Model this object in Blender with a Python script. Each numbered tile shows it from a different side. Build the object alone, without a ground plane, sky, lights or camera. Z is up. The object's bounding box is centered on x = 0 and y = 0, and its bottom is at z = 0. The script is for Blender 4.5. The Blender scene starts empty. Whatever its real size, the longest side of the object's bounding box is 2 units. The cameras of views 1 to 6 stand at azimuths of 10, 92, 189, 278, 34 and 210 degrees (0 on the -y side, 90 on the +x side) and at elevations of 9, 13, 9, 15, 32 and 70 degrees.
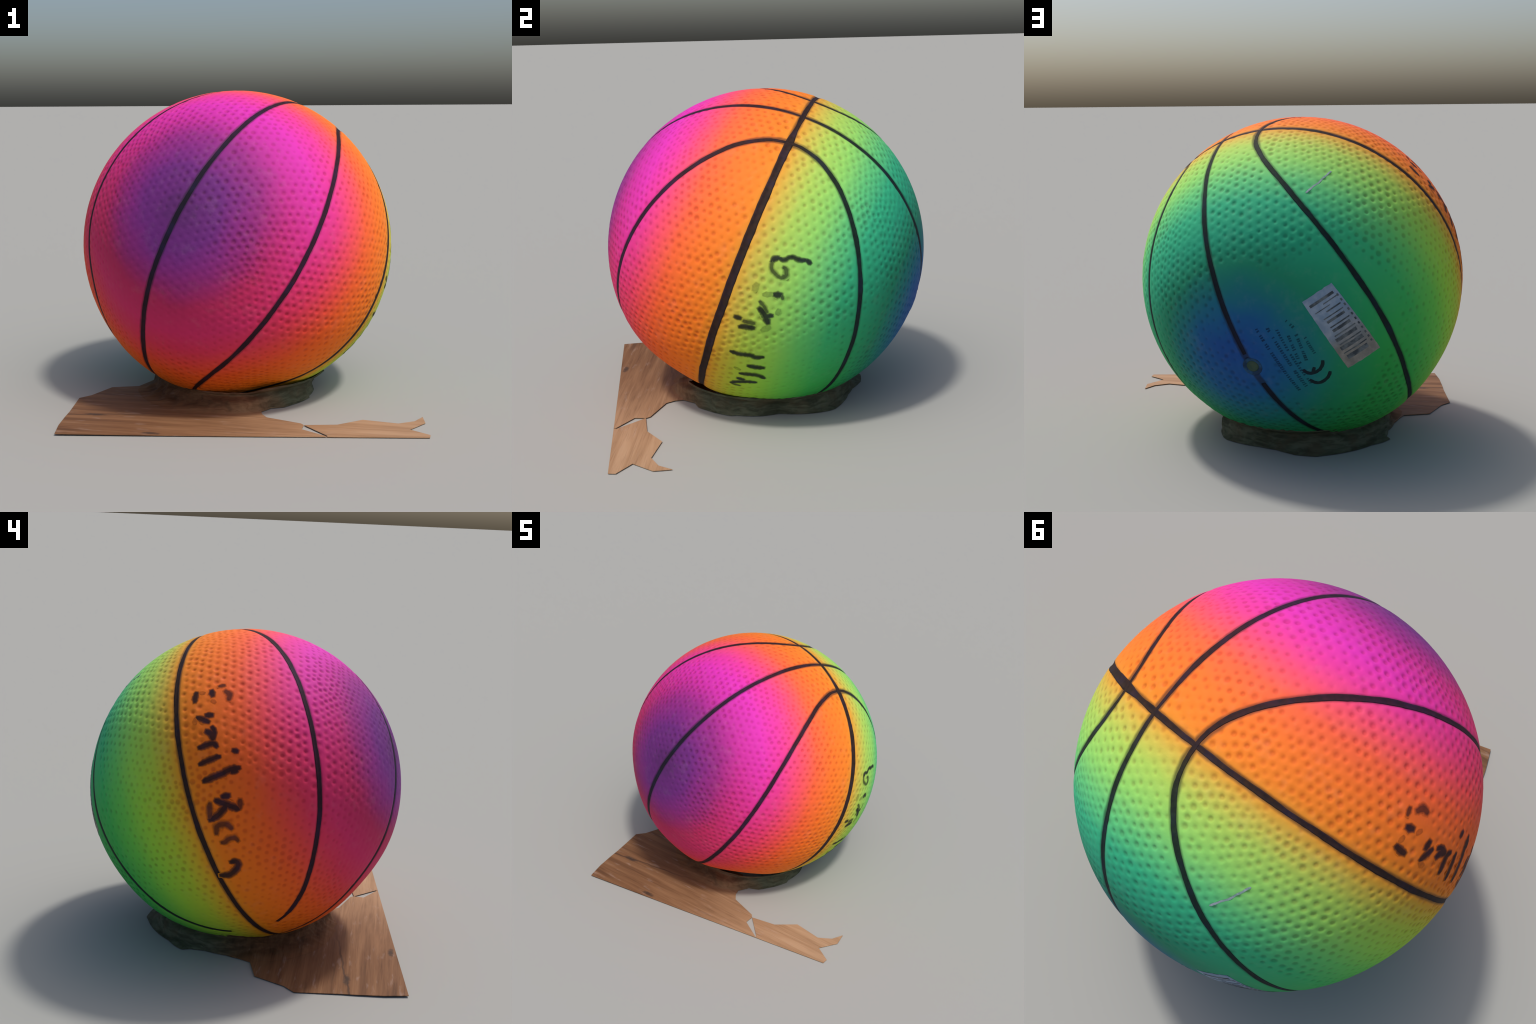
"""A rainbow rubber basketball resting on a torn, thin strip of wooden board."""
import bpy, bmesh, math, random
import numpy as np
from mathutils import Vector, noise
from mathutils.kdtree import KDTree

random.seed(7)
rng = np.random.default_rng(7)

# ------------------------------------------------------------------ frame
BALL_C = np.array([-0.1124, 0.0548, 0.8405])
BALL_R = 0.885
# ball frame: POLE runs out through the valve, FRONT to where the seams cross, SIDE completes it
FRONT = np.array([0.44950799, 0.27271391, 0.850629])
SIDE = np.array([0.88298319, -0.27979535, -0.37690217])
POLE = np.array([0.13521557, 0.92051164, -0.36657205])
SEAM_LAT = -1.7                      # the rainbow's main seam runs just off the equator
LOOP_X, LOOP_Z, LOOP_P = 0.966, 0.719, 2.08   # curved seams: super-ellipse seen along SIDE
GROOVE = 0.0055
SKIN = 0.0011


def bearing(azimuth, elevation):
    a, e = math.radians(azimuth), math.radians(elevation)
    return np.array([math.cos(e) * math.sin(a), -math.cos(e) * math.cos(a), math.sin(e)])


# soft out-of-roundness of the resting ball: (where, height in m, sharpness)
SAG = [(bearing(310, -9), -0.018, 32.0), (bearing(322, -22), -0.008, 30.0), (bearing(345, -33), -0.013, 32.0),
       (bearing(298, -26), -0.003, 40.0), (bearing(22, -53), -0.042, 28.0), (bearing(65, -50), -0.012, 20.0),
       (bearing(213, -8), 0.014, 16.0), (bearing(236, -44), 0.011, 22.0)]


def sag(d):
    return sum(h * np.exp(k * (d @ c - 1)) for c, h, k in SAG)


def direction(lon, lat):
    a, b = math.radians(lon), math.radians(lat)
    return math.cos(b) * (math.cos(a) * FRONT + math.sin(a) * SIDE) + math.sin(b) * POLE


def unit(v):
    v = np.asarray(v, float)
    return v / np.linalg.norm(v, axis=-1, keepdims=True)


def smooth(a, b, x):
    t = np.clip((np.asarray(x, float) - a) / (b - a), 0, 1)
    return t * t * (3 - 2 * t)


# ------------------------------------------------------------------ objects
def empty(name, at, label, category):
    o = bpy.data.objects.new(name, None)
    o.location = at
    o.empty_display_size = 0.2
    o["label"], o["category"] = label, category
    bpy.context.scene.collection.objects.link(o)
    return o


def mesh_object(name, verts, faces, material, parent, origin, smooth_shade=True, round_normals=False):
    """verts are relative to origin (world position)"""
    me = bpy.data.meshes.new(name)
    if isinstance(faces, np.ndarray):
        v = np.asarray(verts, np.float32)
        k = faces.shape[1]
        me.vertices.add(len(v))
        me.vertices.foreach_set("co", v.ravel())
        me.loops.add(faces.size)
        me.loops.foreach_set("vertex_index", faces.astype(np.int32).ravel())
        me.polygons.add(len(faces))
        me.polygons.foreach_set("loop_start", np.arange(0, faces.size, k, dtype=np.int32))
        me.update(calc_edges=True)
        me.validate()
    else:
        me.from_pydata([tuple(map(float, p)) for p in verts], [], faces)
        me.update()
    me.polygons.foreach_set("use_smooth", [smooth_shade] * len(me.polygons))
    me.materials.append(material)
    o = bpy.data.objects.new(name, me)
    bpy.context.scene.collection.objects.link(o)
    if round_normals:
        bm = bmesh.new()
        bm.from_mesh(me)
        bmesh.ops.reverse_faces(bm, faces=[f for f in bm.faces if f.normal.dot(f.calc_center_median()) < 0])
        bm.to_mesh(me)
        bm.free()
    if round_normals:      # marks lie in the skin: shade them like the ball under them
        me.normals_split_custom_set_from_vertices([Vector(v.co).normalized() for v in me.vertices])
    o.parent = parent
    o.location = Vector(origin) - parent.matrix_world.translation if parent else Vector(origin)
    return o


# ------------------------------------------------------------------ node helpers
def lin(r, g, b):
    f = lambda c: c / 12.92 if c <= 0.04045 else ((c + 0.055) / 1.055) ** 2.4
    return (f(r / 255), f(g / 255), f(b / 255), 1.0)


class Graph:
    def __init__(self, tree):
        self.t, self.n, self.l = tree, tree.nodes, tree.links

    def put(self, socket, value):
        if isinstance(value, bpy.types.NodeSocket):
            self.l.new(value, socket)
        elif value is not None:
            socket.default_value = value

    def math(self, op, a, b=None, c=None, clamp=False):
        n = self.n.new("ShaderNodeMath")
        n.operation, n.use_clamp = op, clamp
        for s, v in zip(n.inputs, (a, b, c)):
            self.put(s, v)
        return n.outputs[0]

    def dot(self, v, w):
        n = self.n.new("ShaderNodeVectorMath")
        n.operation = "DOT_PRODUCT"
        self.put(n.inputs[0], v)
        n.inputs[1].default_value = tuple(map(float, w))
        return n.outputs["Value"]

    def vec(self, op, a, b=None):
        n = self.n.new("ShaderNodeVectorMath")
        n.operation = op
        self.put(n.inputs[0], a)
        if b is not None:
            self.put(n.inputs[1], b)
        return n.outputs["Value"] if op in ("LENGTH", "DISTANCE", "DOT_PRODUCT") else n.outputs[0]

    def step(self, x, a, b):
        n = self.n.new("ShaderNodeMapRange")
        n.interpolation_type = "SMOOTHSTEP"
        self.put(n.inputs[0], x)
        n.inputs[1].default_value, n.inputs[2].default_value = a, b
        return n.outputs[0]

    def mix(self, f, a, b, mode="MIX"):
        n = self.n.new("ShaderNodeMix")
        n.data_type, n.blend_type = "RGBA", mode
        self.put(n.inputs[0], f)
        self.put(n.inputs[6], a)
        self.put(n.inputs[7], b)
        return n.outputs[2]

    def noise(self, v, scale, detail=2.0, rough=0.5, distort=0.0):
        n = self.n.new("ShaderNodeTexNoise")
        self.put(n.inputs["Vector"], v)
        n.inputs["Scale"].default_value = scale
        n.inputs["Detail"].default_value = detail
        n.inputs["Roughness"].default_value = rough
        n.inputs["Distortion"].default_value = distort
        return n.outputs["Fac"]

    def ramp(self, f, stops, mode="LINEAR"):
        n = self.n.new("ShaderNodeValToRGB")
        n.color_ramp.interpolation = mode
        e = n.color_ramp.elements
        while len(e) > 1:
            e.remove(e[-1])
        e[0].position, e[0].color = stops[0]
        for p, c in stops[1:]:
            x = e.new(p)
            x.color = c
        self.put(n.inputs[0], f)
        return n.outputs[0]

    def coords(self):
        return self.n.new("ShaderNodeTexCoord").outputs["Object"]

    def mapped(self, v, rot=(0, 0, 0), scale=(1, 1, 1)):
        n = self.n.new("ShaderNodeMapping")
        self.put(n.inputs[0], v)
        n.inputs["Rotation"].default_value = rot
        n.inputs["Scale"].default_value = scale
        return n.outputs[0]

    def bump(self, h, strength, distance):
        n = self.n.new("ShaderNodeBump")
        n.inputs["Strength"].default_value = strength
        n.inputs["Distance"].default_value = distance
        self.put(n.inputs["Height"], h)
        return n.outputs[0]


def material(name):
    m = bpy.data.materials.new(name)
    m.use_nodes = True
    g = Graph(m.node_tree)
    b = next(n for n in g.n if n.type == "BSDF_PRINCIPLED")
    return m, g, b


# ------------------------------------------------------------------ materials of the ball
# rainbow by latitude around the valve axis: colours of the sunlit dye
RAINBOW = [
    (-90, (90, 36, 102)), (-76, (106, 38, 118)), (-64, (146, 38, 132)), (-55, (192, 42, 158)),
    (-46, (212, 46, 172)), (-38, (222, 54, 148)), (-30, (236, 76, 104)), (-23, (240, 98, 60)),
    (-15, (242, 116, 40)), (-6, (240, 130, 36)), (-1, (224, 152, 48)), (3, (208, 186, 76)),
    (9, (176, 210, 92)), (17, (150, 218, 106)), (26, (102, 206, 126)), (35, (56, 186, 134)),
    (47, (38, 166, 126)), (57, (28, 138, 104)), (66, (22, 114, 120)), (74, (18, 90, 142)), (81, (18, 76, 146)), (90, (18, 66, 138)),
]


def rainbow(g, coords, power=1.0):
    n = g.vec("NORMALIZE", coords)
    t = g.dot(n, POLE)
    # the blue end is sprayed a little off the valve
    spray = unit(np.array([0.108, -0.002, 0.068]))
    s = g.math("MULTIPLY", g.step(t, 0.45, 1.0), g.math("MULTIPLY", g.dot(n, spray), 0.11))
    wob = g.math("MULTIPLY", g.math("SUBTRACT", g.noise(coords, 1.6, 2.0), 0.5), 0.05)
    fine = g.math("MULTIPLY", g.math("SUBTRACT", g.noise(coords, 9.0, 3.0), 0.5), 0.03)
    t = g.math("ADD", g.math("ADD", t, s), g.math("ADD", wob, fine))
    t = g.math("MINIMUM", g.math("MAXIMUM", t, -1.0), 1.0)
    lat = g.math("ARCSINE", t)
    f = g.math("MULTIPLY_ADD", lat, 1 / math.pi, 0.5)
    stops = [((a + 90) / 180, lin(*c)) for a, c in RAINBOW]
    col = g.ramp(f, stops)
    # baked warm light: blue tinted out of the colour away from the seam crossing
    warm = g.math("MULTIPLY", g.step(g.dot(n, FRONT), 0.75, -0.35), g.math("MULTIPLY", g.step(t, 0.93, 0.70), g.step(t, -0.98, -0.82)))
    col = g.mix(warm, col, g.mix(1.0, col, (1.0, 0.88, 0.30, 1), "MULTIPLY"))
    return col, n


INK = (0.009, 0.009, 0.014, 1)


def seam_haze(g, n, coords):
    """soft inky edge of every seam, from the same formulas the seam curves use"""
    y, z, x = g.dot(n, SIDE), g.dot(n, POLE), g.dot(n, FRONT)
    ring = g.math("ABSOLUTE", g.math("SUBTRACT", z, math.sin(math.radians(SEAM_LAT))))
    mid = g.math("ABSOLUTE", y)
    fx = g.math("POWER", g.math("DIVIDE", g.math("ABSOLUTE", x), LOOP_X), LOOP_P)
    fz = g.math("POWER", g.math("DIVIDE", g.math("ABSOLUTE", z), LOOP_Z), LOOP_P)
    loop = g.math("ABSOLUTE", g.math("SUBTRACT", g.math("POWER", g.math("ADD", fx, fz), 1 / LOOP_P), 1.0))
    # scale to metres: the loop's field is steeper where it bends
    loop = g.math("DIVIDE", loop, g.math("MAXIMUM", g.math("MULTIPLY", mid, 1.2), 0.2))
    loop = g.math("ADD", loop, g.step(x, -0.915, -0.945))     # worn away underneath
    d = g.math("MULTIPLY", g.math("MINIMUM", g.math("MINIMUM", ring, mid), loop), BALL_R)
    d = g.math("ADD", d, g.math("MULTIPLY", g.math("SUBTRACT", g.noise(coords, 22, 3), 0.5), 0.010))
    return g.step(d, 0.0255, 0.011)


def rubber_material():
    m, g, b = material("rainbow_rubber")
    co = g.coords()
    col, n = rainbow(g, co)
    # occlusion shade painted into the stippled pits
    round_r = BALL_R
    for c, h, k in SAG:
        bump = g.math("EXPONENT", g.math("MULTIPLY_ADD", g.dot(n, c), k, -k))
        round_r = g.math("MULTIPLY_ADD", bump, h, round_r)
    pit = g.step(g.math("SUBTRACT", g.vec("LENGTH", co), round_r), -0.0006, -0.0042)
    patch = g.noise(co, 3.0, 2)
    pit = g.math("MULTIPLY", pit, g.math("MULTIPLY_ADD", patch, 0.5, 0.30))
    haze = seam_haze(g, n, co)
    pit = g.math("MULTIPLY", pit, g.math("SUBTRACT", 1.0, haze))
    col = g.mix(pit, col, g.mix(1.0, col, (0.68, 0.48, 0.48, 1), "MULTIPLY"))
    # faint worn, paler film
    wear = g.math("MULTIPLY", g.step(g.noise(co, 14, 4, 0.65), 0.52, 0.75), 0.035)
    col = g.mix(wear, col, (0.6, 0.52, 0.5, 1))
    col = g.mix(g.math("MULTIPLY", haze, 0.72), col, INK)
    g.put(b.inputs["Base Color"], col)
    b.inputs["Roughness"].default_value = 0.72
    b.inputs["Specular IOR Level"].default_value = 0.25
    g.put(b.inputs["Normal"], g.bump(g.noise(co, 90, 3), 0.15, 0.004))
    return m


def ink_material(name, cover, ink=INK):
    """marker ink or seam paint: the dye shows through where cover is below one"""
    m, g, b = material(name)
    co = g.coords()
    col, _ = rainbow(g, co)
    f = g.math("MULTIPLY_ADD", g.math("SUBTRACT", g.noise(co, 45, 3, 0.6), 0.5), 0.55 * min(1, 2.4 * (1.02 - cover)), cover, clamp=True)
    tint = g.mix(g.step(g.noise(co, 12, 2), 0.45, 0.7), ink, (ink[0] * 1.2, ink[1] * 1.25, ink[2] * 2.0, 1))
    g.put(b.inputs["Base Color"], g.mix(f, col, tint))
    b.inputs["Roughness"].default_value = 0.7
    b.inputs["Specular IOR Level"].default_value = 0.12
    return m


def plain_material(name, a, b_, scale, rough=0.7, spec=0.25):
    m, g, b = material(name)
    co = g.coords()
    g.put(b.inputs["Base Color"], g.mix(g.step(g.noise(co, scale, 4, 0.6), 0.35, 0.68), a, b_))
    b.inputs["Roughness"].default_value = rough
    b.inputs["Specular IOR Level"].default_value = spec
    return m


# ------------------------------------------------------------------ geodesic sphere
def geodesic(n):
    p = (1 + 5 ** 0.5) / 2
    v = unit(np.array([(-1, p, 0), (1, p, 0), (-1, -p, 0), (1, -p, 0), (0, -1, p), (0, 1, p), (0, -1, -p), (0, 1, -p), (p, 0, -1), (p, 0, 1), (-p, 0, -1), (-p, 0, 1)]))
    f = [(0, 11, 5), (0, 5, 1), (0, 1, 7), (0, 7, 10), (0, 10, 11), (1, 5, 9), (5, 11, 4), (11, 10, 2), (10, 7, 6), (7, 1, 8), (3, 9, 4), (3, 4, 2), (3, 2, 6), (3, 6, 8), (3, 8, 9), (4, 9, 5), (2, 4, 11), (6, 2, 10), (8, 6, 7), (9, 8, 1)]
    ij = [(i, j) for i in range(n + 1) for j in range(n + 1 - i)]
    index = {q: k for k, q in enumerate(ij)}
    ij = np.array(ij, float) / n
    tris = []
    for i in range(n):
        for j in range(n - i):
            a, b, c = index[i, j], index[i + 1, j], index[i, j + 1]
            tris.append((a, b, c))
            if i + j < n - 1:
                tris.append((b, index[i + 1, j + 1], c))
    tris = np.array(tris)
    V, F = [], []
    for k, (a, b, c) in enumerate(f):
        V.append(v[a] + ij[:, :1] * (v[b] - v[a]) + ij[:, 1:] * (v[c] - v[a]))
        F.append(tris + k * len(ij))
    V, F = unit(np.vstack(V)), np.vstack(F)
    key = np.round(V * 1e5).astype(np.int64) @ np.array([1, 10 ** 6, 10 ** 12])
    _, first, back = np.unique(key, return_index=True, return_inverse=True)
    return V[first], back.reshape(-1)[F]


# ------------------------------------------------------------------ seams
def ring_seam():
    return np.array([direction(a, SEAM_LAT) for a in np.linspace(0, 360, 1440, endpoint=False)]), True


def meridian_seam():
    """great circle through both poles, broken by the valve"""
    gap = 4.6
    angles = np.linspace(90 + gap, 450 - gap, 1440)
    return np.array([math.cos(math.radians(a)) * FRONT + math.sin(math.radians(a)) * POLE for a in angles]), False


def loop_seam(sign):
    out = []
    # worn away underneath, so the loop stays open there
    for a in np.linspace(-math.pi + 0.20, math.pi - 0.20, 1550):
        c, s = math.cos(a), math.sin(a)
        x = LOOP_X * math.copysign(abs(c) ** (2 / LOOP_P), c)
        z = LOOP_Z * math.copysign(abs(s) ** (2 / LOOP_P), s)
        out.append(x * FRONT + z * POLE + sign * math.sqrt(max(0.0, 1 - x * x - z * z)) * SIDE)
    return np.array(out), False


SEAMS = [ring_seam(), meridian_seam(), loop_seam(1), loop_seam(-1)]


def make_kd(points):
    kd = KDTree(len(points))
    for i, p in enumerate(points):
        kd.insert(p, i)
    kd.balance()
    return kd


seam_points = np.vstack([s for s, _ in SEAMS])
SEAM_KD = make_kd(seam_points)


def seam_distance(d):
    return SEAM_KD.find(d)[2] * BALL_R


def groove_depth(dist):
    return GROOVE * np.exp(-(dist / 0.018) ** 2)


# ------------------------------------------------------------------ ball skin
VALVE = direction(-6.5, 87.6)
PRINT_PATCH = [(direction(-80, 58), 0.36), (direction(-60, 66), 0.27), (direction(-120, 66), 0.26), (direction(-15, 62), 0.16)]
BLURRED = [(direction(180, -62), 0.55), (direction(98, 30), 0.40), (direction(-150, 20), 0.3)]


def build_ball(parent, mat):
    V, F = geodesic(215)
    pits, _ = geodesic(24)
    # turn the stipple lattice and jitter it like moulded rubber
    a = 0.37
    rot = np.array([[math.cos(a), -math.sin(a), 0], [math.sin(a), math.cos(a), 0], [0, 0, 1]])
    frame = np.stack([FRONT, SIDE, POLE])
    pits = unit((pits @ rot.T) @ frame + rng.normal(0, 0.0038, pits.shape))
    strength = rng.uniform(0.65, 1.2, len(pits))
    radius = rng.uniform(0.0096, 0.0142, len(pits))
    keep = np.ones(len(pits))
    for i, p in enumerate(pits):
        keep[i] *= smooth(0.020, 0.032, seam_distance(p))
        keep[i] *= 0.72 + 0.5 * noise.noise(Vector(p) * 3.1)
    for c, r in PRINT_PATCH:
        keep *= smooth(r * 0.80, r * 1.0, np.linalg.norm(pits - c, axis=1) * BALL_R)
    for c, r in BLURRED:
        keep *= 0.35 + 0.65 * smooth(r * 0.5, r, np.linalg.norm(pits - c, axis=1) * BALL_R)
    keep *= smooth(0.075, 0.1, np.linalg.norm(pits - VALVE, axis=1) * BALL_R)
    ink = make_kd(np.vstack([catmull([direction(*q) for q in pts], 0.006) for group in (NAME_ON_ORANGE, SURNAME_ON_ORANGE, SURNAME_ON_GREEN, NAME_ON_GREEN) for _, _, pts in group]))
    for i, p in enumerate(pits):
        keep[i] *= smooth(0.012, 0.034, ink.find(p)[2] * BALL_R)
    depth = np.clip(keep, 0, 1.1) * strength * 0.0062
    kd = make_kd(pits)
    h = np.zeros(len(V))
    for i, v in enumerate(V):
        _, k, dist = kd.find(v)
        h[i] = -depth[k] * math.exp(-(dist * BALL_R / radius[k]) ** 2)
        s = SEAM_KD.find(v)[2] * BALL_R
        if s < 0.05:
            h[i] -= GROOVE * math.exp(-(s / 0.018) ** 2)
    # dished seat of the valve with a soft lip
    dv = np.linalg.norm(V - VALVE, axis=1) * BALL_R
    h += -0.006 * np.exp(-(dv / 0.04) ** 4) + 0.0025 * np.exp(-((dv - 0.062) / 0.012) ** 2)
    P = V * (BALL_R + h)[:, None]
    P = settle(P)
    return mesh_object("ball_skin", P, F, mat, parent, BALL_C)


def settle(P):
    """the underside is flattened where the ball sits on the board"""
    P = np.array(P, float)
    P *= (1 + sag(P / np.linalg.norm(P, axis=1, keepdims=True)) / BALL_R)[:, None]
    low = 0.012 - BALL_C[2]
    P[:, 2] = np.maximum(P[:, 2], low)
    return P


# ------------------------------------------------------------------ ribbons that hug the ball
def catmull(points, step):
    pts = [np.asarray(p, float) for p in points]
    if len(pts) == 2:
        pts = [pts[0], (pts[0] + pts[1]) / 2, pts[1]]
    ext = [2 * pts[0] - pts[1]] + pts + [2 * pts[-1] - pts[-2]]
    out = []
    for i in range(1, len(ext) - 2):
        a, b, c, d = ext[i - 1:i + 3]
        k = max(2, int(np.linalg.norm(c - b) * BALL_R / step))
        for t in np.arange(k) / k:
            out.append(0.5 * (2 * b + (c - a) * t + (2 * a - 5 * b + 4 * c - d) * t * t + (3 * b - a - 3 * c + d) * t ** 3))
    out.append(ext[-2])
    return unit(np.array(out))


def ribbon(line, half_width, lift, closed=False, across=6, skirt=0.007, over_groove=True):
    """strip on the sphere; half_width is a function of the vertex number"""
    n = len(line)
    if closed:
        tangent = np.roll(line, -1, 0) - np.roll(line, 1, 0)
    else:
        tangent = np.gradient(line, axis=0)
    side = unit(np.cross(line, tangent))
    verts, cols = [], across + 3
    offs = np.linspace(-1, 1, across + 1)
    for i in range(n):
        wl, wr = half_width(i)
        row = []
        for o in offs:
            w = (wl if o < 0 else wr) * o
            d = unit(line[i] + side[i] * (w / BALL_R))
            dip = float(groove_depth(seam_distance(d))) if over_groove else 0.0
            row.append(d * (BALL_R - dip + lift * (1 - 0.35 * o * o)))
        row = [unit(row[0]) * (BALL_R - skirt)] + row + [unit(row[-1]) * (BALL_R - skirt)]
        verts += row
    faces = []
    for i in range(n if closed else n - 1):
        a, b = i * cols, ((i + 1) % n) * cols
        faces += [(a + j, a + j + 1, b + j + 1, b + j) for j in range(cols - 1)]
    if not closed:
        for e in (0, (n - 1) * cols):
            faces.append(tuple(e + j for j in range(cols)))
    return verts, faces


def wobble(i, freq, seed):
    return noise.noise(Vector((i * freq, seed * 3.7, seed * 1.3)))


def build_seams(parent, mat):
    for k, (line, closed) in enumerate(SEAMS):
        n = len(line)
        base = 0.0115 if k == 0 else 0.0122

        def width(i, k=k, line=line, n=n, base=base):
            w = base
            lon = math.degrees(math.atan2(line[i] @ SIDE, line[i] @ FRONT))
            if k == 0:
                w += 0.0075 * float(smooth(12, 22, lon) * smooth(135, 100, lon))   # thickly painted stretch
                w += 0.007 * math.exp(-((lon - 14) / 4) ** 2) + 0.003 * math.exp(-((lon - 2) / 3) ** 2)
            else:
                lat = math.degrees(math.asin(np.clip(line[i] @ POLE, -1, 1)))
                w *= 1 - 0.35 * math.exp(-((lat + 2) / 9) ** 2)
            j = i if i < n / 2 or not closed else i
            fade = min(i, n - i) / 12 if closed else 1
            f = min(1, fade)
            return (w + f * 0.0042 * wobble(i, 0.025, k + 1) + f * 0.0014 * wobble(i, 0.12, k + 9),
                    w + f * 0.0042 * wobble(i, 0.025, k + 21) + f * 0.0014 * wobble(i, 0.12, k + 31))

        v, f = ribbon(line, width, SKIN + 0.0003 * k, closed, across=6)
        mesh_object("seam", settle(v), f, mat, parent, BALL_C)


# ------------------------------------------------------------------ marks on the ball
# felt-pen strokes: (width in m, darkness, [(longitude, latitude) in the ball frame])
NAME_ON_ORANGE = [
    (0.0230, 1.0, [(-69.0, -8.9), (-70.4, -8.6), (-72.7, -8.4)]),
    (0.0249, 1.0, [(-69.1, -14.0), (-71.4, -14.4)]),
    (0.0122, 0.4, [(-73.2, -14.1), (-74.2, -15.1)]),
    (0.0123, 0.4, [(-69.3, -10.1), (-69.8, -11.6)]),
    (0.0173, 0.8, [(-67.7, -16.4), (-67.4, -18.4)]),
    (0.0247, 0.7, [(-69.9, -18.5), (-71.7, -19.9), (-73.7, -19.6)]),
    (0.0246, 1.0, [(-78.4, -11.9), (-78.8, -14.0)]),
    (0.0208, 0.9, [(-78.6, -8.8), (-79.6, -10.5), (-81.1, -12.7)]),
    (0.0171, 0.5, [(-79.0, -8.4), (-80.6, -8.0)]),
    (0.0262, 1.0, [(-84.1, -11.4), (-85.2, -12.8), (-87.4, -13.4)]),
    (0.0187, 1.0, [(-82.9, -13.5), (-84.6, -14.0), (-87.2, -13.6)]),
    (0.0224, 1.0, [(-89.1, -8.4), (-88.8, -10.8), (-88.7, -13.1), (-90.1, -14.2)]),
    (0.0223, 0.9, [(-92.3, -19.0), (-93.0, -20.3)]),
    (0.0193, 1.0, [(-94.5, -7.6), (-93.9, -10.7), (-93.5, -13.0), (-93.5, -14.6)]),
    (0.0215, 1.0, [(-100.0, -7.7), (-99.6, -11.0), (-99.1, -14.1), (-98.4, -17.0), (-98.5, -20.0)]),
    (0.0204, 1.0, [(-99.3, -17.1), (-99.3, -19.0)]),
]
SURNAME_ON_ORANGE = [
    (0.0255, 0.9, [(-106.3, -12.3), (-106.5, -14.6)]),
    (0.0238, 1.0, [(-106.8, -9.9), (-108.3, -11.8), (-109.5, -13.5), (-111.1, -15.6), (-111.6, -16.6)]),
    (0.0221, 0.7, [(-108.8, -17.6), (-111.6, -16.6)]),
    (0.0240, 0.8, [(-107.3, -8.1), (-108.5, -7.5), (-110.7, -7.0), (-112.4, -6.5)]),
    (0.0238, 0.9, [(-112.4, -6.2), (-111.9, -8.8), (-110.3, -11.6), (-109.3, -12.9)]),
    (0.0240, 0.7, [(-117.4, -6.9), (-115.2, -7.9), (-114.8, -9.7), (-115.8, -11.5), (-117.3, -12.2)]),
    (0.0213, 0.8, [(-120.7, -7.4), (-120.8, -8.5), (-120.2, -10.2), (-120.5, -12.0), (-121.8, -12.7)]),
    (0.0229, 1.0, [(-128.0, -7.6), (-128.4, -9.4), (-130.1, -9.4), (-131.5, -7.7), (-132.4, -5.3), (-131.8, -2.5)]),
]
SURNAME_ON_GREEN = [
    (0.0211, 1.0, [(54.3, 7.8), (53.2, 8.2), (52.4, 9.3)]),
    (0.0136, 0.9, [(52.4, 9.4), (52.4, 11.0), (50.7, 12.9), (50.6, 15.4), (49.9, 17.6)]),
    (0.0182, 1.0, [(49.8, 17.8), (50.3, 19.3)]),
    (0.0151, 0.8, [(54.0, 7.9), (56.3, 8.5), (57.5, 10.3), (58.1, 12.2)]),
    (0.0181, 0.6, [(58.1, 12.2), (56.8, 13.4), (54.9, 12.7), (54.6, 11.7)]),
    (0.0228, 0.9, [(63.8, 12.2), (63.1, 14.3)]),
    (0.0137, 0.4, [(65.0, 9.1), (63.9, 11.6)]),
    (0.0137, 0.6, [(63.1, 14.3), (64.4, 15.2)]),
    (0.0138, 0.7, [(67.4, 8.7), (68.4, 10.3), (70.3, 12.2)]),
    (0.0231, 1.0, [(69.7, 9.3), (71.2, 11.6), (73.9, 13.6)]),
    (0.0184, 1.0, [(71.8, 11.8), (70.8, 14.0)]),
    (0.0153, 0.4, [(68.3, 15.3), (69.7, 15.3)]),
    (0.0200, 1.0, [(75.2, 3.1), (75.2, 5.0)]),
    (0.0185, 0.8, [(75.7, 6.0), (75.3, 9.6)]),
    (0.0201, 1.0, [(78.2, 5.5), (77.3, 7.7), (77.0, 10.0)]),
    (0.0185, 0.5, [(77.0, 12.7), (75.1, 14.4)]),
    (0.0212, 0.3, [(62.6, 6.1), (64.4, 5.9)]),
]
NAME_ON_GREEN = [
    (0.0165, 1.0, [(88.8, 5.4), (88.8, 8.5), (88.1, 11.6), (88.5, 13.7), (87.6, 16.0)]),
    (0.0202, 1.0, [(93.3, 12.2), (93.2, 14.6), (92.9, 17.4)]),
    (0.0176, 1.0, [(98.6, 10.5), (97.9, 13.7), (97.7, 16.5), (98.9, 18.8)]),
    (0.0110, 0.5, [(96.0, 8.3), (96.5, 10.1)]),
    (0.0178, 1.0, [(106.7, 8.6), (104.8, 10.3), (103.2, 13.2), (102.4, 16.6)]),
    (0.0207, 0.9, [(101.9, 10.3), (102.1, 12.4)]),
    (0.0150, 0.7, [(107.2, 9.2), (107.2, 11.8)]),
]
CONFORMITY_MARK = [
    (0.0177, 1.0, [(-109.2, 74.8), (-114.0, 73.5), (-115.1, 72.0), (-112.6, 70.1), (-108.0, 68.7), (-103.2, 68.1)]),
    (0.0177, 1.0, [(-113.9, 71.9), (-108.2, 71.2)]),
    (0.0178, 1.0, [(-123.8, 73.0), (-126.9, 71.1), (-126.3, 69.3), (-121.2, 67.4), (-115.2, 66.5)]),
]
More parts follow.
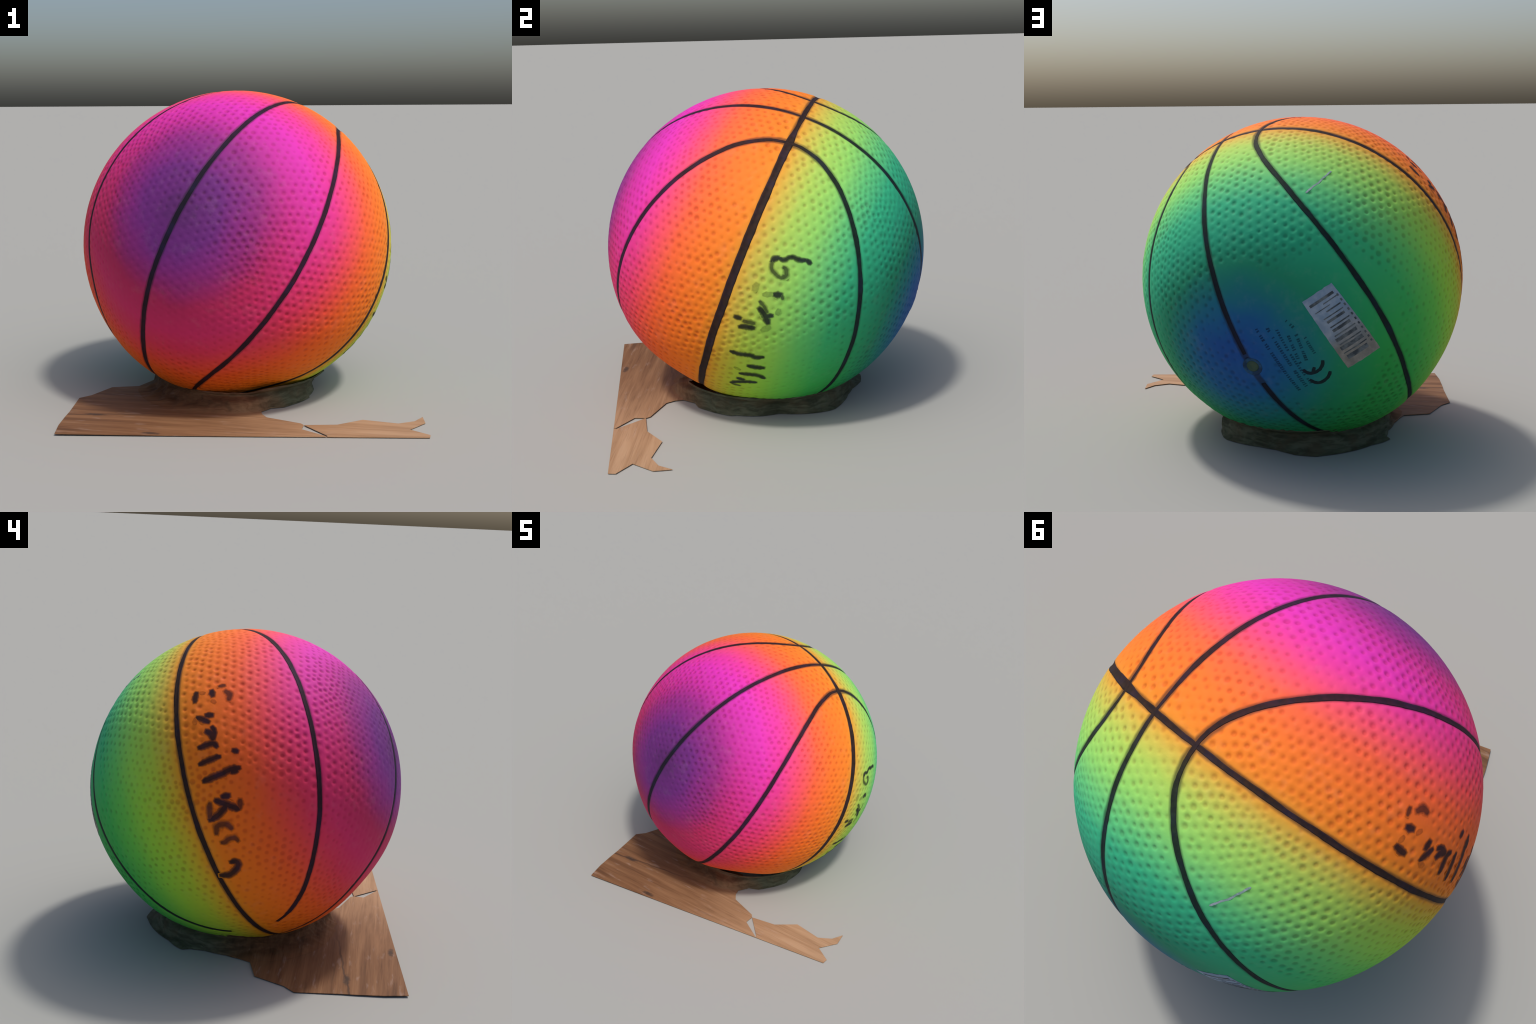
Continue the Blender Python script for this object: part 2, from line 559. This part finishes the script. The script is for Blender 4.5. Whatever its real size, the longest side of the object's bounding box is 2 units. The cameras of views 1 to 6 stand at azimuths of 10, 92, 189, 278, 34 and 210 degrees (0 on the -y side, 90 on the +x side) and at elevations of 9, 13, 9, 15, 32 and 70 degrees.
PRINT_LINES = [
    (0.0162, 31, [(-30.1, 74.4), (-76.0, 81.0), (-141.5, 75.2)]),
    (0.0162, 30, [(-40.5, 72.8), (-80.4, 78.0), (-133.3, 73.6)]),
    (0.0130, 24, [(-52.0, 72.6), (-84.0, 76.2), (-128.0, 72.4)]),
    (0.0152, 13, [(-65.2, 72.3), (-80.3, 74.3), (-99.1, 75.0)]),
    (0.0152, 13, [(-69.9, 70.4), (-82.3, 72.0), (-97.7, 72.8)]),
    (0.0151, 9, [(-77.1, 69.1), (-85.2, 69.6), (-94.0, 69.5)]),
    (0.0150, 4, [(-55.3, 68.6), (-63.2, 69.1)]),
]
SCRATCH = [(-39.8, 29.0), (-40.9, 27.0), (-41.7, 25.5), (-42.7, 24.1), (-43.1, 22.9), (-43.5, 21.7), (-44.2, 20.3), (-44.5, 19.2), (-45.1, 17.9)]


class Pile:
    """collects loose ribbons into one mesh"""
    def __init__(self):
        self.v, self.f = [], []

    def add(self, v, f):
        k = len(self.v)
        self.v += list(v)
        self.f += [tuple(i + k for i in q) for q in f]


def tapered(n, w, seed, end=0.45):
    def width(i):
        t = i / max(1, n - 1)
        e = min(t, 1 - t) * n * 0.004 / max(w, 1e-4)
        cap = end + (1 - end) * math.sqrt(max(0.0, min(1.0, e)))
        k = 0.5 * w * cap
        return k * (1 + 0.25 * wobble(i, 0.35, seed)), k * (1 + 0.25 * wobble(i, 0.35, seed + 50))
    return width


def build_writing(parent, strokes, mats, seed):
    """every stroke is laid in four passes: wide faint bleed, body, dark core"""
    passes = [(2.4, 0.0003, 0), (1.9, 0.0006, 1), (1.42, 0.0009, 2), (0.92, 0.0012, 3)]
    for scale, lift, level in passes:
        piles = {}
        for s, (w, dark, pts) in enumerate(strokes):
            if level == 3 and dark < 0.6:
                continue
            tier = min(len(mats) - 1, level + (1 if dark > 0.85 and level else 0) - (1 if dark < 0.6 and level > 1 else 0))
            line = catmull([direction(*p) for p in pts], 0.004)
            # let the bleed run a little past the ends
            grow = w * 0.30 * (scale - 0.6)
            first = unit(line[0] - unit(line[1] - line[0]) * grow / BALL_R)
            last = unit(line[-1] + unit(line[-1] - line[-2]) * grow / BALL_R)
            line = np.vstack([[first], line, [last]])
            v, f = ribbon(line, tapered(len(line), w * scale, seed + s), lift + 0.00002 * s, across=4, skirt=0.0015, over_groove=False)
            piles.setdefault(tier, Pile()).add(v, f)
        for tier, p in piles.items():
            mesh_object("handwriting_stroke", settle(p.v), p.f, mats[tier], parent, BALL_C, round_normals=True)


def build_print(parent, fine_ink, bold_ink):
    p = Pile()
    for w, count, pts in PRINT_LINES:
        line = catmull([direction(*q) for q in pts], 0.0015)
        picks = np.linspace(1, len(line) - 2, count).astype(int)
        for i in picks:
            if random.random() < 0.10:
                continue
            t = unit(line[i + 1] - line[i - 1])
            across = unit(np.cross(line[i], t))
            h = w * random.uniform(0.42, 0.58) / BALL_R
            slant = random.uniform(-0.25, 0.25)
            seg = [line[i] - across * h - t * h * slant, line[i], line[i] + across * h + t * h * slant]
            bar = catmull(seg, 0.004)
            half = random.uniform(0.0028, 0.0046)
            p.add(*ribbon(bar, lambda k: (half, half), 0.0007, across=2, skirt=0.003, over_groove=False))
    o = mesh_object("fine_print", settle(p.v), p.f, fine_ink, parent, BALL_C, round_normals=True)
    o["kind"] = "stuff"
    p = Pile()
    for s, (w, dark, pts) in enumerate(CONFORMITY_MARK):
        line = catmull([direction(*q) for q in pts], 0.004)
        p.add(*ribbon(line, tapered(len(line), w, 70 + s, 0.8), 0.001 + 0.0001 * s, across=4, skirt=0.003, over_groove=False))
    mesh_object("conformity_mark", settle(p.v), p.f, bold_ink, parent, BALL_C, round_normals=True)


LABEL = [direction(-58.4, 61.1), direction(-65.5, 51.3), direction(-108.0, 50.0), direction(-114.9, 61.0)]


def label_point(s, t, lift):
    """s down the long side 0..1, t across 0..1"""
    top = LABEL[0] * (1 - t) + LABEL[1] * t
    low = LABEL[3] * (1 - t) + LABEL[2] * t
    return unit(top * (1 - s) + low * s) * (BALL_R + lift)


def label_quad(pile, s0, s1, t0, t1, lift, ns=6, nt=4, ragged=0.0):
    rows = []
    for i in range(ns + 1):
        row = []
        for j in range(nt + 1):
            s, t = s0 + (s1 - s0) * i / ns, t0 + (t1 - t0) * j / nt
            if ragged:
                if j in (0, nt):
                    t += ragged * noise.noise(Vector((i * 0.7, j, 2.0)))
                if i in (0, ns):
                    s += ragged * noise.noise(Vector((i, j * 0.7, 5.0)))
            row.append((s, t))
        rows.append(row)
    k = len(pile.v)
    top = [label_point(s, t, lift) for r in rows for s, t in r]
    low = [label_point(s, t, -0.003) for r in rows for s, t in r]
    m = nt + 1
    pile.v += top + low
    off = len(top)
    for i in range(ns):
        for j in range(nt):
            a = k + i * m + j
            pile.f.append((a, a + 1, a + m + 1, a + m))
    rim = [j for j in range(m)] + [i * m + nt for i in range(1, ns + 1)] + [ns * m + j for j in range(nt - 1, -1, -1)] + [i * m for i in range(ns - 1, 0, -1)]
    for a, b in zip(rim, rim[1:] + rim[:1]):
        pile.f.append((k + a, k + off + a, k + off + b, k + b))


BARS = [  # (position down the label, thickness, start across, end across)
    (0.10, 0.034, 0.10, 0.88), (0.155, 0.012, 0.45, 0.90), (0.20, 0.010, 0.12, 0.60), (0.25, 0.016, 0.40, 0.86),
    (0.31, 0.012, 0.22, 0.84), (0.36, 0.030, 0.25, 0.80), (0.43, 0.014, 0.24, 0.84), (0.48, 0.036, 0.24, 0.78),
    (0.545, 0.014, 0.20, 0.84), (0.60, 0.044, 0.16, 0.80), (0.665, 0.014, 0.18, 0.84), (0.72, 0.050, 0.14, 0.82),
    (0.79, 0.014, 0.14, 0.84), (0.86, 0.060, 0.16, 0.78),
]


def paper_material():
    """bluish print paper, its lower end coloured dull for the shade baked there"""
    m, g, b = material("label_paper")
    co = g.coords()
    run = unit(LABEL[3] + LABEL[2] - LABEL[0] - LABEL[1])
    mid = float(sum(LABEL) @ run / 4 * BALL_R)
    f = g.math("ADD", g.dot(co, run), g.math("MULTIPLY", g.math("SUBTRACT", g.noise(co, 9, 3), 0.5), 0.2))
    fibre = g.step(g.noise(co, 22, 4, 0.6), 0.35, 0.7)
    cool = g.mix(fibre, (0.20, 0.28, 0.38, 1), (0.31, 0.37, 0.45, 1))
    dull = g.mix(fibre, (0.20, 0.19, 0.165, 1), (0.30, 0.275, 0.24, 1))
    g.put(b.inputs["Base Color"], g.mix(g.step(f, mid - 0.12, mid + 0.14), cool, dull))
    b.inputs["Roughness"].default_value = 0.7
    b.inputs["Specular IOR Level"].default_value = 0.2
    return m


def build_label(parent, paper, ink):
    p = Pile()
    label_quad(p, 0, 1, 0, 1, 0.0012, 24, 12, 0.012)
    label = mesh_object("barcode_label", settle(p.v), p.f, paper, parent, BALL_C, round_normals=True)
    p = Pile()
    for s, h, t0, t1 in BARS:
        label_quad(p, s - h / 2, s + h / 2, t0, t1, 0.0019, 2, 8)
    for i in range(11):     # column of digits beside the bars
        s = 0.14 + i * 0.068
        label_quad(p, s, s + 0.03, 0.905, 0.955, 0.0019, 1, 1)
    bars = mesh_object("barcode_bar", settle(p.v), p.f, ink, label, BALL_C, round_normals=True)
    bars.location = (0, 0, 0)


def build_valve(parent, plug_mat, rim_mat):
    a = unit(np.cross(VALVE, [0, 0, 1]))
    b = np.cross(VALVE, a)

    def disc(name, profile, mat, seed):
        n, v, f = 40, [], []
        for r, h in profile:
            for i in range(n):
                t = 2 * math.pi * i / n
                rr = r * (1 + 0.05 * noise.noise(Vector((math.cos(t), math.sin(t), seed))))
                d = unit(VALVE + (a * math.cos(t) + b * math.sin(t)) * rr / BALL_R)
                v.append(d * (BALL_R + h))
        for k in range(len(profile) - 1):
            f += [(k * n + i, k * n + (i + 1) % n, (k + 1) * n + (i + 1) % n, (k + 1) * n + i) for i in range(n)]
        f.append(tuple(range(n))[::-1])
        mesh_object(name, settle(v), f, mat, parent, BALL_C)
    disc("valve_plug", [(0.006, -0.0035), (0.013, -0.0025), (0.026, -0.0022), (0.031, -0.0035), (0.033, -0.010)], plug_mat, 3.0)
    disc("valve_rim", [(0.030, -0.0045), (0.038, -0.0010), (0.046, 0.0016), (0.049, 0.0012), (0.052, -0.006)], rim_mat, 8.0)


def build_scratch(parent, mat):
    line = catmull([direction(*q) for q in SCRATCH], 0.003)
    v, f = ribbon(line, tapered(len(line), 0.0085, 91, 0.35), 0.0006, across=3, skirt=0.005, over_groove=True)
    mesh_object("scratch", settle(v), f, mat, parent, BALL_C, round_normals=True)


# ------------------------------------------------------------------ board and rim coloured with the ball's shade
GRAIN = math.atan2(0.248, 1.873)
KNOTS = [(-0.40, -0.845, 0.030), (-0.775, -0.615, 0.034)]


def wood_colour(g, pos):
    along = g.mapped(pos, (0, 0, -GRAIN), (0.55, 10.0, 6.0))
    grain = g.noise(along, 2.2, 5, 0.62, 0.5)
    fibre = g.noise(g.mapped(pos, (0, 0, -GRAIN), (3, 80, 20)), 1.6, 3, 0.6, 0.2)
    big = g.noise(pos, 1.7, 2)
    col = g.ramp(grain, [(0.28, (0.102, 0.045, 0.019, 1)), (0.44, (0.162, 0.075, 0.032, 1)), (0.58, (0.204, 0.099, 0.044, 1)), (0.74, (0.250, 0.128, 0.060, 1))])
    # paler towards the broken end
    sep = g.n.new("ShaderNodeSeparateXYZ")
    g.put(sep.inputs[0], pos)
    pale = g.math("MULTIPLY", g.step(g.math("ADD", sep.outputs[0], g.math("MULTIPLY", big, 0.6)), -0.25, 1.05), 0.80)
    bleached = g.ramp(grain, [(0.32, (0.34, 0.200, 0.106, 1)), (0.50, (0.415, 0.254, 0.142, 1)), (0.70, (0.48, 0.310, 0.184, 1))])
    col = g.mix(pale, col, bleached)
    col = g.mix(g.math("MULTIPLY", g.step(fibre, 0.50, 0.72), 0.40), col, g.mix(1.0, col, (0.50, 0.44, 0.42, 1), "MULTIPLY"))
    grey = g.math("MULTIPLY", g.step(g.noise(g.mapped(pos, (0, 0, -GRAIN), (2, 9, 4)), 3.0, 3, 0.6), 0.58, 0.74), 0.24)
    col = g.mix(grey, col, (0.42, 0.33, 0.29, 1))
    for x, y, r in KNOTS:
        d = g.vec("LENGTH", g.mapped(g.vec("SUBTRACT", pos, (x, y, 0.0)), (0, 0, -GRAIN), (0.45, 1.3, 0.0)))
        d = g.math("ADD", d, g.math("MULTIPLY", g.math("SUBTRACT", g.noise(pos, 40, 2), 0.5), r * 0.9))
        col = g.mix(g.math("MULTIPLY", g.step(d, r, r * 0.2), 0.85), col, (0.045, 0.028, 0.02, 1))
    # a long check running through the second knot
    v = g.mapped(g.vec("SUBTRACT", pos, (-0.775, -0.615, 0)), (0, 0, -GRAIN - 0.02))
    s2 = g.n.new("ShaderNodeSeparateXYZ")
    g.put(s2.inputs[0], v)
    crack = g.math("ABSOLUTE", g.math("ADD", s2.outputs[1], g.math("MULTIPLY", g.math("SUBTRACT", g.noise(pos, 7, 3), 0.5), 0.05)))
    crack = g.math("MULTIPLY", g.step(crack, 0.009, 0.002), g.step(s2.outputs[0], 0.75, 0.1))
    col = g.mix(g.math("MULTIPLY", crack, 0.7), col, (0.05, 0.028, 0.018, 1))
    return col, grain, fibre


def wood_material(name="oiled_wood"):
    m, g, b = material(name)
    col, grain, fibre = wood_colour(g, g.coords())
    g.put(b.inputs["Base Color"], col)
    b.inputs["Roughness"].default_value = 0.68
    b.inputs["Specular IOR Level"].default_value = 0.25
    g.put(b.inputs["Normal"], g.bump(g.math("ADD", grain, g.math("MULTIPLY", fibre, 0.4)), 0.25, 0.006))
    return m


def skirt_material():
    m, g, b = material("shade_tinted_wood")
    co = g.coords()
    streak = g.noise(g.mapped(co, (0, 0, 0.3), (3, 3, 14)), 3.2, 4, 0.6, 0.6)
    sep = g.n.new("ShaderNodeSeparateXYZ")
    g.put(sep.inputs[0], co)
    # olive painted from shade and green bounce light, brown where it meets the board
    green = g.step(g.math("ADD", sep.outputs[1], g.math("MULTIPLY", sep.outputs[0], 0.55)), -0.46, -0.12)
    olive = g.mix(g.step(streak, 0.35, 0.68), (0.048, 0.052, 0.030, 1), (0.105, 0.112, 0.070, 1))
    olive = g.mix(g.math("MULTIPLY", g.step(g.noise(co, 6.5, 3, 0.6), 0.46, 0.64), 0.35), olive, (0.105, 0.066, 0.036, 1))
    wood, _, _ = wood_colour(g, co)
    brown = g.mix(g.step(streak, 0.30, 0.75), g.mix(1.0, wood, (0.42, 0.38, 0.36, 1), "MULTIPLY"), g.mix(1.0, wood, (0.80, 0.76, 0.74, 1), "MULTIPLY"))  # wood multiplied darker near the neck, a painted contact shadow
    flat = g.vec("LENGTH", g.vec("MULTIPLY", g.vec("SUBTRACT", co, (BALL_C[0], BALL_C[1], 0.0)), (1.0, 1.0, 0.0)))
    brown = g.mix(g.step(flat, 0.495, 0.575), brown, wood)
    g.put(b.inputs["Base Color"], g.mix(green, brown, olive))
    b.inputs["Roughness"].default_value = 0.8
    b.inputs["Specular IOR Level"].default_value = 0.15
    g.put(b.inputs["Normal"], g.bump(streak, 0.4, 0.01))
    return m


LEFT_PIECE = [(-0.876, -0.938), (-0.904, -0.812), (-0.921, -0.672), (-0.927, -0.597), (-0.960, -0.356), (-0.908, -0.298),
              (-0.838, -0.135), (-0.688, -0.088), (-0.640, 0.030), (-0.52, 0.06), (-0.42, -0.16), (-0.22, -0.28), (0.02, -0.26),
              (0.100, -0.425), (0.113, -0.474), (0.147, -0.521), (0.336, -0.584), (0.3535, -0.6055), (0.350, -0.668), (0.479, -0.746), (0.489, -0.757)]
RIGHT_PIECE = [(0.355, -0.606), (0.525, -0.574), (0.652, -0.478), (0.838, -0.507), (0.922, -0.459), (0.964, -0.386), (0.977, -0.478),
               (0.897, -0.588), (1.000, -0.652), (0.997, -0.690), (0.489, -0.757), (0.489, -0.742)]


def board_height(x, y):
    corner = math.exp(-(((x + 0.876) / 0.45) ** 2 + ((y + 0.938) / 0.30) ** 2))
    near = math.exp(-((x + 0.15) / 0.35) ** 2 - ((y + 0.56) / 0.14) ** 2)
    return 0.0030 + 0.004 * near + 0.0055 * corner + 0.0008 * noise.noise(Vector((x * 4, y * 4, 0)))


def build_board(parent, mat):
    bm = bmesh.new()
    for piece in (LEFT_PIECE, RIGHT_PIECE):
        bm.faces.new([bm.verts.new((x, y, 0)) for x, y in piece])
    bmesh.ops.triangulate(bm, faces=bm.faces[:], quad_method="BEAUTY", ngon_method="BEAUTY")
    bmesh.ops.subdivide_edges(bm, edges=bm.edges[:], cuts=5, use_grid_fill=True)
    bmesh.ops.triangulate(bm, faces=bm.faces[:])
    bmesh.ops.recalc_face_normals(bm, faces=bm.faces[:])
    for f in bm.faces:
        if f.normal.z < 0:
            f.normal_flip()
    for v in bm.verts:
        v.co.z = board_height(v.co.x, v.co.y)
    me = bpy.data.meshes.new("board")
    bm.to_mesh(me)
    bm.free()
    me.materials.append(mat)
    o = bpy.data.objects.new("board", me)
    bpy.context.scene.collection.objects.link(o)
    o.parent = parent
    s = o.modifiers.new("thickness", "SOLIDIFY")
    s.thickness, s.offset = 0.0028, -1
    return o


# foot of the rim: (bearing round the ball's axis in degrees, radius) on the ground
RIM_FOOT = [(-180, .525), (-172, .555), (-160, .60), (-145, .60), (-130, .60), (-110, .60), (-90, .60), (-78, .57), (-66, .53), (-58, .498), (-50, .518), (-43, .509),
            (-24, .500), (-21, .484), (-5, .468), (8, .441), (13, .452), (31, .505), (41, .530), (45, .534), (58, .512), (70, .495), (81, .502), (91, .548), (93, .560),
            (100, .576), (105, .588), (109, .580), (126, .568), (140, .557), (148, .575), (154, .582), (157, .547), (166, .517), (180, .525)]


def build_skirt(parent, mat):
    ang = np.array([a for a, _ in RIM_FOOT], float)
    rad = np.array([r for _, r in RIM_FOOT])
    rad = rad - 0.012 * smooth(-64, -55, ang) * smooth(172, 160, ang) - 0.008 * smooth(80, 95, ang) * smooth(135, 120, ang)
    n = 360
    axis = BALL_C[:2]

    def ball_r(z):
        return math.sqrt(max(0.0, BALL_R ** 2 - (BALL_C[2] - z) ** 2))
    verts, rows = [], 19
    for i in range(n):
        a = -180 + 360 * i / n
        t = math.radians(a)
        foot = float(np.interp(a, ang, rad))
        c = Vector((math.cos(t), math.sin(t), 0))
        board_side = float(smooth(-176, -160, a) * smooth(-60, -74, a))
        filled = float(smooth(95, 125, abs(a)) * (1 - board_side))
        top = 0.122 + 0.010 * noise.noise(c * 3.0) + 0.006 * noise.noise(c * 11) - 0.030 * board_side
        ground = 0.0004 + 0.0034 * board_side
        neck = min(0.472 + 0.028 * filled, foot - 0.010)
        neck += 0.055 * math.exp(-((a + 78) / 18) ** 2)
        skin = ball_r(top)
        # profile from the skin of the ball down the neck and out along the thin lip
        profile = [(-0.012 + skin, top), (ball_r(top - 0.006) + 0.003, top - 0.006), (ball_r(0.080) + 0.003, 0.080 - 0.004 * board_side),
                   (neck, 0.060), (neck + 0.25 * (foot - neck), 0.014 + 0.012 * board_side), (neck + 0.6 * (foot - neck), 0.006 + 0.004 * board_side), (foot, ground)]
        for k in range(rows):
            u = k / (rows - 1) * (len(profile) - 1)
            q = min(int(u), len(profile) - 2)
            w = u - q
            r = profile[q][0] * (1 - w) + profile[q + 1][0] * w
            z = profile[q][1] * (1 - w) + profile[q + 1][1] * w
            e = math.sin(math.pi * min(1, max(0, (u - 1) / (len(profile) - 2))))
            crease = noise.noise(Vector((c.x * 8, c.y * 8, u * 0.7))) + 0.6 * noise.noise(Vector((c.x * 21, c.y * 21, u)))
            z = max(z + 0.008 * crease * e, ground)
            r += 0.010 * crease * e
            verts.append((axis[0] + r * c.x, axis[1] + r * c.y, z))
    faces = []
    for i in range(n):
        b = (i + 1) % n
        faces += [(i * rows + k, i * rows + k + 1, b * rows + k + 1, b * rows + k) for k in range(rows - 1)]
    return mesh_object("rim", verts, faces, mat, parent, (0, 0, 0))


# ------------------------------------------------------------------ assemble
def main():
    ball = empty("rubber_basketball", (BALL_C[0], BALL_C[1], 0.0), "stippled rainbow rubber basketball with black seams and handwriting", "ball")
    base = empty("wooden_board", (0, 0, 0), "thin torn strip of brown wooden board under ball", "board")
    bpy.context.view_layer.update()

    build_ball(ball, rubber_material())
    build_seams(ball, ink_material("seam_paint", 0.97))
    inks = [ink_material("ink_bleed", 0.16), ink_material("ink_haze", 0.38), ink_material("ink_wash", 0.64), ink_material("ink_body", 0.84), ink_material("ink_core", 0.95)]
    for k, strokes in enumerate((NAME_ON_ORANGE, SURNAME_ON_ORANGE, SURNAME_ON_GREEN, NAME_ON_GREEN)):
        build_writing(ball, strokes, inks, 100 * k)
    build_print(ball, ink_material("print_ink", 0.62, (0.006, 0.008, 0.02, 1)), ink_material("mark_ink", 0.92))
    build_label(ball, paper_material(), plain_material("label_ink", (0.045, 0.055, 0.065, 1), (0.15, 0.17, 0.18, 1), 24))
    build_valve(ball, plain_material("valve_rubber", (0.026, 0.062, 0.048, 1), (0.050, 0.082, 0.052, 1), 26), plain_material("valve_rim", (0.008, 0.030, 0.075, 1), (0.018, 0.085, 0.19, 1), 26))
    build_scratch(ball, plain_material("scuffed_rubber", (0.22, 0.36, 0.30, 1), (0.42, 0.47, 0.52, 1), 55))

    build_board(base, wood_material())
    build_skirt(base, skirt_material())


main()
